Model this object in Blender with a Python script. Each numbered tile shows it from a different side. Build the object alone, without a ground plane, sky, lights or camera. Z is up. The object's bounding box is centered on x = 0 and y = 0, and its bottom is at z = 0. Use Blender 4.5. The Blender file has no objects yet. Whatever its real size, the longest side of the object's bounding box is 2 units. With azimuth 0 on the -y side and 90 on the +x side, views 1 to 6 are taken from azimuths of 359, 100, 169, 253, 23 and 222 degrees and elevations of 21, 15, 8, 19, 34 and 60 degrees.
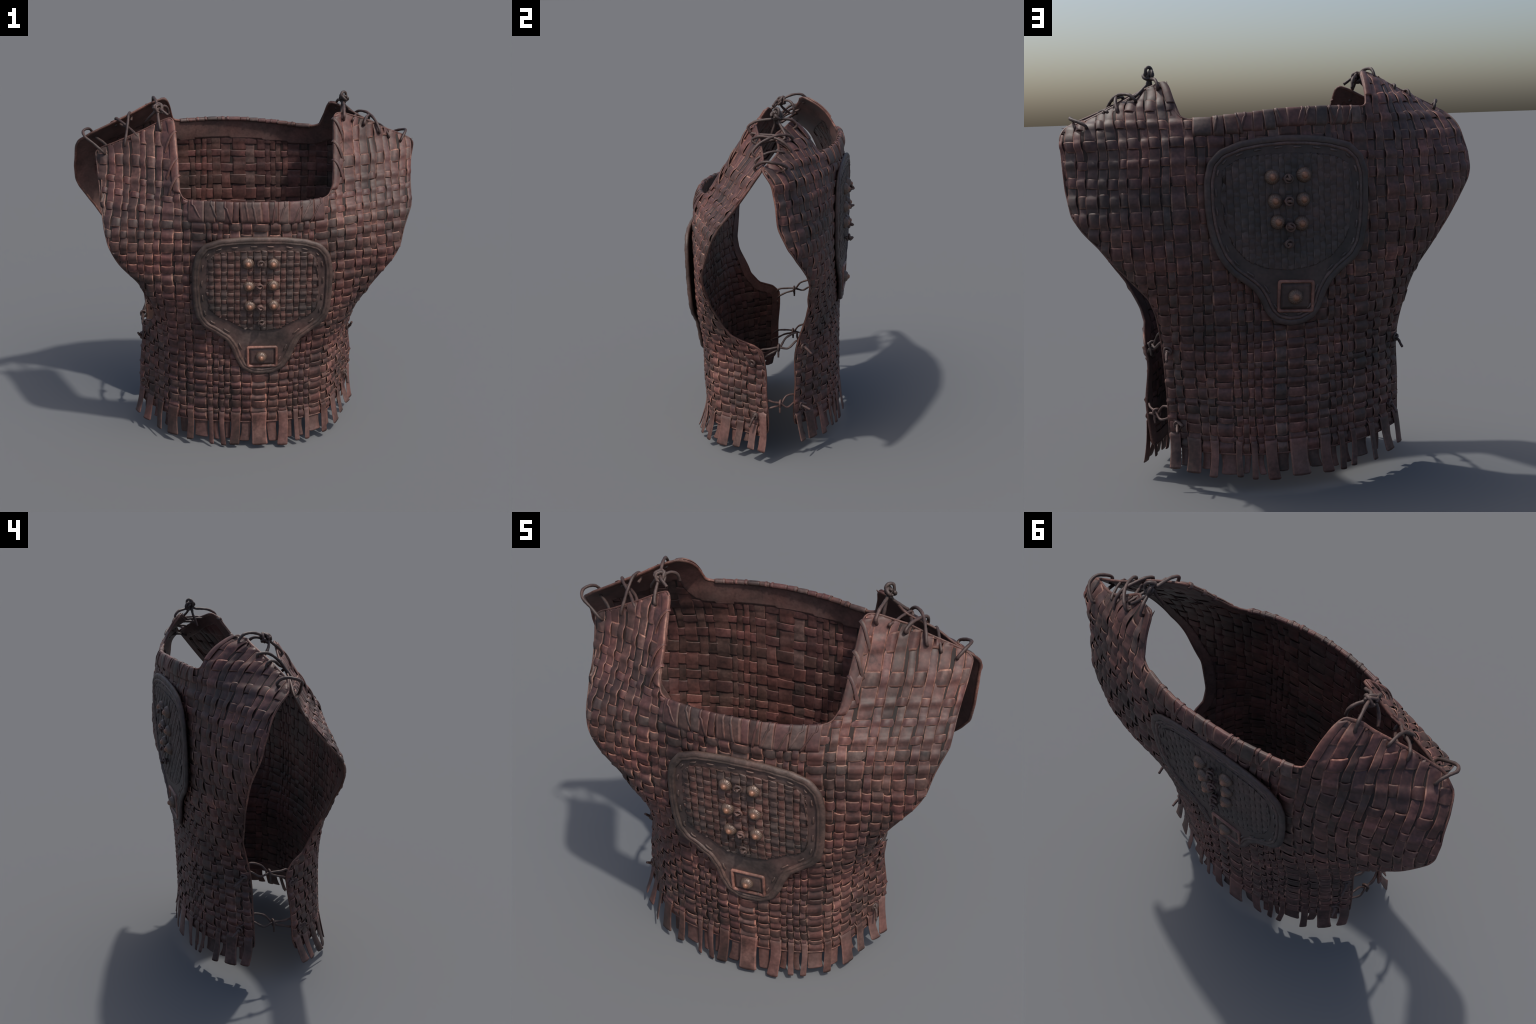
# Woven leather cuirass: two curved panels of interlaced straps with hems, fringe,
# a studded badge on each side and cord lacing at shoulders and flanks.
import bpy, math, random
import numpy as np
from mathutils import Vector, noise as mnoise

RNG = random.Random(7)

# ------------------------------------------------------------------ helpers
def link(obj, parent=None):
    bpy.context.scene.collection.objects.link(obj)
    if parent is not None:
        obj.parent = parent
    return obj


def mesh_object(name, verts, faces, mats, parent, face_mats=None, smooth=True):
    me = bpy.data.meshes.new(name)
    me.from_pydata([tuple(map(float, v)) for v in verts], [], [tuple(map(int, f)) for f in faces])
    for m in mats:
        me.materials.append(m)
    if face_mats is not None:
        me.polygons.foreach_set("material_index", np.asarray(face_mats, dtype=np.int32))
    if smooth:
        me.polygons.foreach_set("use_smooth", np.ones(len(faces), dtype=bool))
    me.update()
    return link(bpy.data.objects.new(name, me), parent)


def empty(name, parent=None, loc=(0, 0, 0)):
    e = bpy.data.objects.new(name, None)
    e.empty_display_size = 0.1
    e.location = loc
    return link(e, parent)


def hermite(ts, vs, t):
    """Smooth interpolation of rows vs given at ts (non uniform), linear beyond the ends."""
    ts = np.asarray(ts, float); vs = np.asarray(vs, float); t = np.asarray(t, float)
    d = np.diff(ts)
    sl = np.diff(vs, axis=0) / d.reshape(-1, *([1] * (vs.ndim - 1)))
    m = np.empty_like(vs)
    m[0], m[-1] = sl[0], sl[-1]
    w = (d[1:] / (d[1:] + d[:-1])).reshape(-1, *([1] * (vs.ndim - 1)))
    m[1:-1] = sl[:-1] * w + sl[1:] * (1 - w)
    i = np.clip(np.searchsorted(ts, t) - 1, 0, len(ts) - 2)
    sh = (-1, *([1] * (vs.ndim - 1)))
    h = d[i].reshape(sh)
    u = ((t - ts[i]).reshape(sh)) / h
    uc = np.clip(u, 0, 1)
    out = ((2 * uc**3 - 3 * uc**2 + 1) * vs[i] + (uc**3 - 2 * uc**2 + uc) * h * m[i]
           + (-2 * uc**3 + 3 * uc**2) * vs[i + 1] + (uc**3 - uc**2) * h * m[i + 1])
    out = out + np.where(u < 0, u * h * m[i], 0) + np.where(u > 1, (u - 1) * h * m[i + 1], 0)
    return out


def spline(points, n):
    p = np.asarray(points, float)
    s = np.concatenate([[0], np.cumsum(np.linalg.norm(np.diff(p, axis=0), axis=1))])
    return hermite(s, p, np.linspace(0, s[-1], n))


# ------------------------------------------------------------------ surfaces
class Surface:
    """Shell given by horizontal sections (rows); a = arc length from the middle, z = height."""

    def __init__(self, rows, centre, out, anchors):
        """anchors: two x positions whose flat coordinate stays constant above z = 1.1."""
        zs = [r[0] for r in rows]
        keep = None
        self.a = np.arange(-1.3, 1.3001, 0.01)
        table = []
        for z, pts in rows:
            c = spline(pts, 400)
            s = np.concatenate([[0], np.cumsum(np.linalg.norm(np.diff(c, axis=0), axis=1))])
            s -= np.interp(centre, c[:, 0], s)
            if z >= 1.09:
                here = [float(s[np.argmin(np.abs(c[:, 0] - x))]) for x in anchors]
                keep = keep or here
                s = np.where(s < 0, s * keep[0] / here[0], s * keep[1] / here[1])
            table.append(hermite(s[::8], c[::8], self.a))
        self.z = np.arange(-0.10, 2.1001, 0.01)
        g = hermite(zs, np.array(table), self.z)            # nz, na, 2
        self.P = np.concatenate([g, np.broadcast_to(self.z[:, None, None], (*g.shape[:2], 1))], axis=2)
        pa, pz = np.gradient(self.P, axis=1), np.gradient(self.P, axis=0)
        n = np.cross(pa, pz) * out
        for _ in range(3):
            n[1:-1, 1:-1] = (n[1:-1, 1:-1] + n[:-2, 1:-1] + n[2:, 1:-1] + n[1:-1, :-2] + n[1:-1, 2:]) / 5
        self.N = n / np.linalg.norm(n, axis=2, keepdims=True)
        self.out = out

    def _at(self, T, a, z):
        x = np.clip((np.asarray(a, float) - self.a[0]) / 0.01, 0, len(self.a) - 1.001)
        y = np.clip((np.asarray(z, float) - self.z[0]) / 0.01, 0, len(self.z) - 1.001)
        i, j = x.astype(int), y.astype(int)
        u, v = (x - i)[..., None], (y - j)[..., None]
        return T[j, i] * (1 - u) * (1 - v) + T[j, i + 1] * u * (1 - v) + T[j + 1, i] * (1 - u) * v + T[j + 1, i + 1] * u * v

    def normal(self, a, z):
        n = self._at(self.N, a, z)
        return n / np.linalg.norm(n, axis=-1, keepdims=True)

    def at(self, a, z, h=0.0):
        return self._at(self.P, a, z) + self.normal(a, z) * np.asarray(h, float)[..., None]

    def a_of(self, x, z, y=None):
        a = np.arange(-1.25, 1.25, 0.002)
        if y is None:
            a = a[np.abs(a) < (0.8 if z < 1.4 else 1.2)]
        p = self._at(self.P, a, np.full_like(a, z))
        d = np.abs(p[:, 0] - x) if y is None else np.hypot(p[:, 0] - x, p[:, 1] - y)
        return float(a[np.argmin(d)])


class Slab:
    """Nearly flat badge surface over the x, z plane."""

    def __init__(self, func, out):
        self.f, self.out = func, out

    def normal(self, a, z):
        a, z, e = np.asarray(a, float), np.asarray(z, float), 0.004
        fx = (self.f(a + e, z) - self.f(a - e, z)) / (2 * e)
        fz = (self.f(a, z + e) - self.f(a, z - e)) / (2 * e)
        n = np.stack([fx, -np.ones_like(fx), fz], axis=-1) * self.out
        return n / np.linalg.norm(n, axis=-1, keepdims=True)

    def at(self, a, z, h=0.0):
        a, z = np.asarray(a, float), np.asarray(z, float)
        return np.stack([a, self.f(a, z), z], axis=-1) + self.normal(a, z) * np.asarray(h, float)[..., None]


# ------------------------------------------------------------------ flat outlines
def resample(poly, step):
    p = np.vstack([poly, poly[:1]])
    s = np.concatenate([[0], np.cumsum(np.linalg.norm(np.diff(p, axis=0), axis=1))])
    n = max(12, int(round(s[-1] / step)))
    t = np.linspace(0, s[-1], n, endpoint=False)
    return np.stack([np.interp(t, s, p[:, k]) for k in (0, 1)], axis=1)


def rounded(poly, step=0.02, times=2):
    p = resample(np.asarray(poly, float), step)
    for _ in range(times):
        q = np.roll(p, -1, axis=0)
        p = np.stack([0.75 * p + 0.25 * q, 0.25 * p + 0.75 * q], axis=1).reshape(-1, 2)
    p = resample(p, 0.012)
    area = np.sum(p[:, 0] * np.roll(p[:, 1], -1) - np.roll(p[:, 0], -1) * p[:, 1])
    return p if area > 0 else p[::-1]


def inward(poly, width=2):
    t = np.roll(poly, -width, axis=0) - np.roll(poly, width, axis=0)
    t /= np.linalg.norm(t, axis=1, keepdims=True)
    return np.stack([-t[:, 1], t[:, 0]], axis=1)


def signed_distance(poly, pts):
    a, b = poly, np.roll(poly, -1, axis=0)
    best = np.full(len(pts), 1e9)
    inside = np.zeros(len(pts), bool)
    for p, q in zip(a, b):
        e = q - p
        t = np.clip(((pts - p) @ e) / max(e @ e, 1e-12), 0, 1)
        best = np.minimum(best, np.hypot(*(pts - p - t[:, None] * e).T))
        if p[1] != q[1]:
            c = (p[1] > pts[:, 1]) != (q[1] > pts[:, 1])
            inside ^= c & (pts[:, 0] < (q[0] - p[0]) * (pts[:, 1] - p[1]) / (q[1] - p[1]) + p[0])
    return np.where(inside, best, -best)


def spans(poly, value, axis):
    """Intervals of the other coordinate inside the outline along a straight line."""
    p, q = poly, np.roll(poly, -1, axis=0)
    hit = (p[:, axis] > value) != (q[:, axis] > value)
    o = 1 - axis
    x = np.sort(p[hit, o] + (value - p[hit, axis]) * (q[hit, o] - p[hit, o]) / (q[hit, axis] - p[hit, axis]))
    return [(x[i], x[i + 1]) for i in range(0, len(x) - 1, 2)]


def sheet(name, surf, poly, h_top, h_bottom, mats, parent, low=0.0, high=None, step=0.014):
    """Solid sheet over the part of the outline whose distance to the edge lies in low..high."""
    lo, hi = poly.min(0) - step, poly.max(0) + step
    gx, gy = np.arange(lo[0], hi[0] + step, step), np.arange(lo[1], hi[1] + step, step)
    X, Y = np.meshgrid(gx, gy)
    pts = np.stack([X.ravel(), Y.ravel()], axis=1)
    sd = signed_distance(poly, pts)
    nx = len(gx)
    fields = [sd - low] + ([high - sd] if high is not None else [])
    index, out2d, faces = {}, [], []

    def vid(p):
        k = (round(p[0] * 20000), round(p[1] * 20000))
        if k not in index:
            index[k] = len(out2d)
            out2d.append(p)
        return index[k]

    for j in range(len(gy) - 1):
        for i in range(nx - 1):
            c = [j * nx + i, j * nx + i + 1, (j + 1) * nx + i + 1, (j + 1) * nx + i]
            if any(max(f[k] for k in c) <= 0 for f in fields):
                continue
            ring = [(pts[k][0], pts[k][1], *[f[k] for f in fields]) for k in c]
            for m in range(len(fields)):
                new = []
                for p, q in zip(ring, ring[1:] + ring[:1]):
                    if p[2 + m] > 0:
                        new.append(p)
                    if (p[2 + m] > 0) != (q[2 + m] > 0):
                        t = p[2 + m] / (p[2 + m] - q[2 + m])
                        new.append(tuple(np.array(p) * (1 - t) + np.array(q) * t))
                ring = new
                if len(ring) < 3:
                    break
            if len(ring) < 3:
                continue
            ids = []
            for p in ring:
                k = vid((p[0], p[1]))
                if k not in ids:
                    ids.append(k)
            if len(ids) >= 3:
                faces.append(ids)
    f2 = np.array(out2d)
    n = len(f2)
    top, bottom = surf.at(f2[:, 0], f2[:, 1], np.full(n, h_top)), surf.at(f2[:, 0], f2[:, 1], np.full(n, h_bottom))
    edge = {}
    for f in faces:
        for p, q in zip(f, f[1:] + f[:1]):
            edge[(p, q)] = edge.get((p, q), 0) + 1
    walls = [(q, p, p + n, q + n) for (p, q) in edge if (q, p) not in edge]
    allf = ([tuple(f) for f in faces] + [tuple(k + n for k in reversed(f)) for f in faces] + walls)
    if surf.out < 0:
        allf = [tuple(reversed(f)) for f in allf]
    return mesh_object(name, np.vstack([top, bottom]), allf, mats, parent)


def sweep_outline(name, surf, poly, profile, mats, parent, width=2, wobble=None):
    """Closed band along the outline; profile is a closed list of (inset, height)."""
    d2 = inward(poly, width)
    for _ in range(4):
        d2 = (d2 + np.roll(d2, 1, 0) + np.roll(d2, -1, 0)) / 3
    d2 /= np.linalg.norm(d2, axis=1, keepdims=True)
    n, m = len(poly), len(profile)
    V = np.empty((n, m, 3))
    for k, (d, h) in enumerate(profile):
        p = poly + d2 * d
        hh = np.full(n, h) + (wobble if wobble is not None and h > 0.001 else 0)
        V[:, k] = surf.at(p[:, 0], p[:, 1], hh)
    F = []
    for i in range(n):
        for k in range(m):
            a, b = i * m + k, i * m + (k + 1) % m
            c, d = ((i + 1) % n) * m + (k + 1) % m, ((i + 1) % n) * m + k
            F.append((a, b, c, d) if surf.out < 0 else (d, c, b, a))
    return mesh_object(name, V.reshape(-1, 3), F, mats, parent)


# ------------------------------------------------------------------ straps
COLS = np.array([-1.0, -0.80, 0.0, 0.80, 1.0])
DOME = np.array([0.10, 0.74, 1.0, 0.74, 0.10])


def strap_mesh(A, Z, H, thick, dome=0.5):
    """A, Z, H: arrays (n, 5) of flat position and centre height; returns ring data."""
    top = H + thick * (1 - dome + dome * DOME)[None, :] - thick * 0.5
    top[:, 0] = H[:, 0]
    top[:, -1] = H[:, -1]
    bot = H - thick * 0.5
    bot[:, 0] = H[:, 0] - thick * 0.35
    bot[:, -1] = H[:, -1] - thick * 0.35
    return (np.concatenate([A, A[:, ::-1]], 1), np.concatenate([Z, Z[:, ::-1]], 1), np.concatenate([top, bot[:, ::-1]], 1))


def strap_object(name, surf, A, Z, H, thick, mats, parent, vertical=True, dome=0.5):
    a, z, h = strap_mesh(A, Z, H, thick, dome)
    n, m = a.shape
    V = surf.at(a, z, h).reshape(-1, 3)
    F, M = [], []
    flip = (surf.out < 0) != vertical
    for i in range(n - 1):
        for k in range(m):
            p, q = i * m + k, i * m + (k + 1) % m
            f = (p, q, q + m, p + m)
            F.append(f if flip else f[::-1])
            M.append(1 if k in (0, 3, 4, m - 1) else 0)
    for r in (0, (n - 1) * m):
        for k in range(4):
            f = (r + k, r + m - 1 - k, r + m - 2 - k, r + k + 1)
            F.append(f if (r == 0) == flip else f[::-1])
            M.append(0)
    return mesh_object(name, V, F, mats, parent, M)


def bands(edges_from, widths, gap):
    """Centre and half width of strips laid side by side from a start value."""
    out, x = [], edges_from
    for w in widths:
        out.append((x + w / 2, (w - gap) / 2))
        x += w
    return out


def ramp(u):
    u = np.clip((u - 0.18) / 0.64, 0, 1)
    return u * u * (3 - 2 * u)


def lay_straps(names, surf, poly, V, Hs, parent, palette, hc, amp, thick, shift=0, step=0.008, wander=0.0062, dome=0.5, sink=0.0, rng=RNG):
    """Interlace upright straps V and level straps Hs, each a list of (centre, half width)."""
    made = []
    rest = (.12, 0.0)
    for axis, (own, other, name) in enumerate([(V, Hs, names[0]), (Hs, V, names[1])]):
        cross, chw = np.array([o[0] for o in other]), np.array([o[1] for o in other])
        for i, (c, hw) in enumerate(own):
            ph, ph2 = rng.uniform(0, 6.28), rng.uniform(0, 6.28)
            f1, f2 = rng.uniform(5, 9), rng.uniform(14, 24)
            mats, roll = palette(rng), rng.uniform(.0003, .0011)
            for lo, hi in spans(poly, c, axis):
                if hi - lo < 0.022:
                    continue
                n = max(4, int((hi - lo) / step))
                t = np.linspace(0, 1, n)
                los, his = [], []
                for k in COLS:
                    cand = spans(poly, c + k * hw, axis)
                    cand = [s for s in cand if min(s[1], hi) - max(s[0], lo) > 0.01]
                    los.append(max(min(s[0] for s in cand), lo - 1.5 * hw) if cand else lo)
                    his.append(min(max(s[1] for s in cand), hi + 1.5 * hw) if cand else hi)
                los, his = np.array(los), np.array(his)
                lo, hi = max(lo, los.min()), min(hi, his.max())
                mid = los.min() + (his.max() - los.min()) * t
                L = np.clip(mid[:, None], los[None], his[None]) + .00004 * (t - .5)[:, None]
                j = np.argmin(np.abs(mid[:, None] - cross[None]), axis=1)
                sgn = np.where((np.arange(len(cross)) + i + shift) % 2 == 0, 1.0, -1.0)
                if axis == 1:
                    sgn = -sgn
                u = np.abs(mid - cross[j]) / (chw[j] + .003)
                f = sgn[j] + (rest[axis] - sgn[j]) * ramp((u - .15) / 1.05)
                fade = np.clip(np.minimum(mid - lo, hi - mid) / 0.03, 0.15, 1)
                H = np.repeat((hc - sink * axis + amp * np.where(f < 0, .30 * f, f) * fade)[:, None], 5, 1) + COLS[None] * (roll * np.sin(mid * f1 + ph2))[:, None]
                W = hw * (1 + 0.07 * np.sin(mid * f2 + ph2))
                C = c + wander * np.sin(mid * f1 + ph) * fade
                O = C[:, None] + COLS[None] * W[:, None]
                # trimmed where the strap runs over the cut edge of the panel
                for q in range(n):
                    around = [w for w in spans(poly, mid[q], 1 - axis) if w[0] - .02 < C[q] < w[1] + .02]
                    if around:
                        w = max(around, key=lambda w: w[1] - w[0])
                        if O[q, 0] < w[0] + .002 or O[q, -1] > w[1] - .002:
                            O[q] = np.clip(O[q], w[0] + .002 + .0004 * np.arange(5), w[1] - .002 - .0004 * np.arange(4, -1, -1))
                A, Z = (O, L) if axis == 0 else (L, O)
                # outer columns of a lap droop a little towards their edges
                made.append(strap_object(name, surf, A, Z, H, thick * rng.uniform(0.9, 1.15), mats, parent, axis == 0, dome))
    return made


# ------------------------------------------------------------------ cords, knots, studs
def tube(points, radius, n=None, sides=8, rng=None):
    p = np.asarray(points, float)
    L = np.sum(np.linalg.norm(np.diff(p, axis=0), axis=1))
    c = spline(p, n or max(8, int(L / 0.007)))
    t = np.gradient(c, axis=0)
    t /= np.linalg.norm(t, axis=1, keepdims=True)
    up = np.array([0.31, 0.27, 0.91])
    u = up - t[0] * (up @ t[0]); u /= np.linalg.norm(u)
    V, F = [], []
    for i in range(len(c)):
        u = u - t[i] * (u @ t[i]); u /= np.linalg.norm(u)
        w = np.cross(t[i], u)
        r = radius * (1 + 0.08 * math.sin(i * 0.7) + 0.05 * math.sin(i * 1.9))
        for k in range(sides):
            g = 2 * math.pi * k / sides
            V.append(c[i] + r * (u * math.cos(g) + w * math.sin(g)))
    for i in range(len(c) - 1):
        for k in range(sides):
            a, b = i * sides + k, i * sides + (k + 1) % sides
            F.append((a, b, b + sides, a + sides))
    F.append(tuple(range(sides - 1, -1, -1)))
    F.append(tuple((len(c) - 1) * sides + k for k in range(sides)))
    return V, F


def cords(name, paths, radius, mats, parent):
    V, F = [], []
    for p in paths:
        v, f = tube(p, radius)
        o = len(V)
        V += v
        F += [tuple(k + o for k in q) for q in f]
    return mesh_object(name, V, F, mats, parent)


def frame_of(normal):
    n = np.asarray(normal, float); n /= np.linalg.norm(n)
    s = np.cross([0, 0, 1], n); s /= np.linalg.norm(s)
    return s, np.cross(n, s), n


def coil(centre, normal, r, turns=1.6, lift=0.012, spin=0.0):
    """Loop of cord lying on a surface, its two ends crossing through the middle."""
    s, u, n = frame_of(normal)
    c = np.asarray(centre, float)
    pts = [c - n * 0.02, c + n * lift * 0.7 - s * r * 0.2]
    for k in range(int(14 * turns)):
        g = spin + 2 * math.pi * k / 14
        pts.append(c + r * (s * math.cos(g) + u * math.sin(g)) + n * lift * (0.6 + 0.8 * k / (14 * turns)))
    pts += [c + n * lift * 1.9 + s * r * 0.2, c + n * lift * 0.9 - s * r * 0.7 - u * r * 0.1]
    return pts


def lathe(profile, segments, flute=None):
    V, F, M = [], [], []
    for r, h, m in profile:
        for k in range(segments):
            g = 2 * math.pi * k / segments
            hh = h + (flute * m * (0.5 + 0.5 * math.cos(g * 20)) if flute else 0)
            V.append((r * math.cos(g), r * math.sin(g), hh))
    for i in range(len(profile) - 1):
        for k in range(segments):
            a, b = i * segments + k, i * segments + (k + 1) % segments
            F.append((a, b, b + segments, a + segments))
    F.append(tuple((len(profile) - 1) * segments + k for k in range(segments)))
    return V, F


# ------------------------------------------------------------------ materials
def leather(name, dark, base, light, rough=0.55, scale=1.0, bump=0.25, spec=0.45, tint=None):
    m = bpy.data.materials.new(name)
    m.use_nodes = True
    nt = m.node_tree
    nd, ln = nt.nodes, nt.links
    b = nd["Principled BSDF"]
    tc = nd.new("ShaderNodeTexCoord")
    info = nd.new("ShaderNodeObjectInfo")
    off = nd.new("ShaderNodeVectorMath"); off.operation = "MULTIPLY_ADD"
    comb = nd.new("ShaderNodeCombineXYZ")
    for k in range(3):
        ln.new(info.outputs["Random"], comb.inputs[k])
    ln.new(comb.outputs[0], off.inputs[0]); off.inputs[1].default_value = (7, 3, 5)
    ln.new(tc.outputs["Object"], off.inputs[2])
    n1 = nd.new("ShaderNodeTexNoise"); n1.inputs["Scale"].default_value = 9 * scale; n1.inputs["Detail"].default_value = 6; n1.inputs["Roughness"].default_value = 0.65
    n2 = nd.new("ShaderNodeTexNoise"); n2.inputs["Scale"].default_value = 60 * scale; n2.inputs["Detail"].default_value = 4
    n3 = nd.new("ShaderNodeTexNoise"); n3.inputs["Scale"].default_value = 3.2; n3.inputs["Detail"].default_value = 4
    for n in (n1, n2):
        ln.new(off.outputs[0], n.inputs["Vector"])
    ln.new(tc.outputs["Object"], n3.inputs["Vector"])
    mixf = nd.new("ShaderNodeMath"); mixf.operation = "MULTIPLY_ADD"
    ln.new(n2.outputs["Fac"], mixf.inputs[0]); mixf.inputs[1].default_value = 0.35
    half = nd.new("ShaderNodeMath"); half.operation = "MULTIPLY"; half.inputs[1].default_value = 0.75
    ln.new(n1.outputs["Fac"], half.inputs[0]); ln.new(half.outputs[0], mixf.inputs[2])
    cr = nd.new("ShaderNodeValToRGB")
    cr.color_ramp.elements[0].position = 0.36; cr.color_ramp.elements[0].color = (*dark, 1)
    cr.color_ramp.elements[1].position = 0.78; cr.color_ramp.elements[1].color = (*light, 1)
    e = cr.color_ramp.elements.new(0.56); e.color = (*base, 1)
    ln.new(mixf.outputs[0], cr.inputs[0])
    col = cr.outputs[0]
    # every strap was dyed a little differently
    hsv = nd.new("ShaderNodeHueSaturation")
    mr = nd.new("ShaderNodeMapRange"); mr.inputs["To Min"].default_value = 0.80; mr.inputs["To Max"].default_value = 1.18
    ln.new(info.outputs["Random"], mr.inputs["Value"]); ln.new(mr.outputs[0], hsv.inputs["Value"])
    ln.new(col, hsv.inputs["Color"])
    col = hsv.outputs[0]
    # broad stains that run across neighbouring straps
    st = nd.new("ShaderNodeMix"); st.data_type = "RGBA"; st.blend_type = "MULTIPLY"
    sr = nd.new("ShaderNodeValToRGB")
    sr.color_ramp.elements[0].position = 0.36; sr.color_ramp.elements[0].color = (0.52, 0.53, 0.53, 1)
    sr.color_ramp.elements[1].position = 0.60; sr.color_ramp.elements[1].color = (1.12, 1.04, 1.0, 1)
    ln.new(n3.outputs["Fac"], sr.inputs[0])
    st.inputs["Factor"].default_value = 0.8
    ln.new(col, st.inputs["A"]); ln.new(sr.outputs[0], st.inputs["B"])
    # some areas have gone ruddy, others greenish grey
    n4 = nd.new("ShaderNodeTexNoise"); n4.inputs["Scale"].default_value = 5.5; n4.inputs["Detail"].default_value = 3
    mv = nd.new("ShaderNodeMapping"); mv.inputs["Location"].default_value = (3.1, 7.7, 1.9)
    ln.new(tc.outputs["Object"], mv.inputs["Vector"]); ln.new(mv.outputs[0], n4.inputs["Vector"])
    hr = nd.new("ShaderNodeValToRGB")
    hr.color_ramp.elements[0].position = 0.36; hr.color_ramp.elements[0].color = (0.95, 0.96, 0.96, 1)
    hr.color_ramp.elements[1].position = 0.62; hr.color_ramp.elements[1].color = (1.17, 0.97, 0.95, 1)
    ln.new(n4.outputs["Fac"], hr.inputs[0])
    hm = nd.new("ShaderNodeMix"); hm.data_type = "RGBA"; hm.blend_type = "MULTIPLY"; hm.inputs["Factor"].default_value = 1.0
    ln.new(st.outputs["Result"], hm.inputs["A"]); ln.new(hr.outputs[0], hm.inputs["B"])
    ln.new(hm.outputs["Result"], b.inputs["Base Color"])
    rr = nd.new("ShaderNodeMapRange"); rr.inputs["To Min"].default_value = rough - 0.1; rr.inputs["To Max"].default_value = rough + 0.14
    ln.new(n1.outputs["Fac"], rr.inputs["Value"]); ln.new(rr.outputs[0], b.inputs["Roughness"])
    b.inputs["Specular IOR Level"].default_value = spec
    bp = nd.new("ShaderNodeBump"); bp.inputs["Strength"].default_value = bump; bp.inputs["Distance"].default_value = 0.004
    ln.new(mixf.outputs[0], bp.inputs["Height"]); ln.new(bp.outputs[0], b.inputs["Normal"])
    return m


def metal(name, rim, boss):
    m = bpy.data.materials.new(name)
    m.use_nodes = True
    nt = m.node_tree; nd, ln = nt.nodes, nt.links
    b = nd["Principled BSDF"]
    tc = nd.new("ShaderNodeTexCoord")
    ln_ = nd.new("ShaderNodeVectorMath"); ln_.operation = "LENGTH"
    mp = nd.new("ShaderNodeMapping"); mp.inputs["Scale"].default_value = (1, 1, 0)
    ln.new(tc.outputs["Object"], mp.inputs["Vector"]); ln.new(mp.outputs[0], ln_.inputs[0])
    nz = nd.new("ShaderNodeTexNoise"); nz.inputs["Scale"].default_value = 60; nz.inputs["Detail"].default_value = 4
    ln.new(tc.outputs["Object"], nz.inputs["Vector"])
    ad = nd.new("ShaderNodeMath"); ad.operation = "MULTIPLY_ADD"; ad.inputs[1].default_value = 0.012
    ln.new(nz.outputs["Fac"], ad.inputs[0]); ln.new(ln_.outputs["Value"], ad.inputs[2])
    cr = nd.new("ShaderNodeValToRGB")
    cr.color_ramp.elements[0].position = 0.012; cr.color_ramp.elements[0].color = (*boss, 1)
    cr.color_ramp.elements[1].position = 0.028; cr.color_ramp.elements[1].color = (*rim, 1)
    ln.new(ad.outputs[0], cr.inputs[0]); ln.new(cr.outputs[0], b.inputs["Base Color"])
    b.inputs["Metallic"].default_value = 0.2
    b.inputs["Roughness"].default_value = 0.42
    return m


RED = [leather("red_brown_leather", (0.026, 0.0135, 0.0120), (0.082, 0.0385, 0.0330), (0.158, 0.080, 0.069)),
       leather("umber_leather", (0.024, 0.0145, 0.0120), (0.069, 0.0385, 0.0325), (0.142, 0.085, 0.072)),
       leather("grey_brown_leather", (0.024, 0.0175, 0.0155), (0.068, 0.0455, 0.0405), (0.138, 0.096, 0.085)),
       leather("plum_leather", (0.026, 0.0130, 0.0120), (0.074, 0.0350, 0.0325), (0.142, 0.073, 0.066))]
EDGE = leather("worn_strap_edge", (0.042, 0.0215, 0.0175), (0.138, 0.0730, 0.0570), (0.400, 0.240, 0.178), rough=0.6, bump=0.1)
CORE = leather("backing_leather", (0.010, 0.006, 0.005), (0.018, 0.010, 0.008), (0.028, 0.016, 0.013), rough=0.75)  # coloured near-black so gaps between straps read as shadowed crevices
HEM = leather("hem_leather", (0.046, 0.026, 0.023), (0.084, 0.048, 0.042), (0.124, 0.076, 0.067), rough=0.62, scale=1.4, bump=0.12)
LIPMAT = leather("cut_edge_leather", (0.055, 0.028, 0.023), (0.115, 0.058, 0.046), (0.260, 0.150, 0.115), scale=2.2)
TAB = leather("fringe_leather", (0.042, 0.0225, 0.0195), (0.092, 0.0510, 0.0445), (0.150, 0.090, 0.080))
TAB_EDGE = leather("worn_fringe_edge", (0.055, 0.030, 0.024), (0.125, 0.070, 0.058), (0.210, 0.130, 0.108), bump=0.1)
CORD = leather("cord_leather", (0.030, 0.020, 0.018), (0.066, 0.044, 0.039), (0.110, 0.076, 0.066), scale=3)
TOGGLE = leather("toggle_cord_leather", (0.040, 0.026, 0.022), (0.088, 0.058, 0.050), (0.140, 0.098, 0.084), scale=3)
BADGE = leather("badge_leather", (0.027, 0.0185, 0.0165), (0.062, 0.0430, 0.0385), (0.110, 0.079, 0.069))
BADGE_RED = leather("badge_red_leather", (0.034, 0.018, 0.015), (0.084, 0.045, 0.037), (0.130, 0.074, 0.062))
BADGE_DARK = leather("dark_badge_leather", (0.022, 0.0175, 0.0165), (0.045, 0.0345, 0.0330), (0.078, 0.061, 0.057))
BADGE_EDGE = leather("badge_strap_edge", (0.045, 0.032, 0.027), (0.090, 0.064, 0.054), (0.150, 0.105, 0.088))
DARK_EDGE = leather("dark_strap_edge", (0.030, 0.024, 0.023), (0.066, 0.054, 0.051), (0.140, 0.112, 0.104))
RIDGE = leather("badge_ridge_leather", (0.034, 0.024, 0.020), (0.082, 0.058, 0.049), (0.150, 0.108, 0.092), scale=2)
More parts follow.
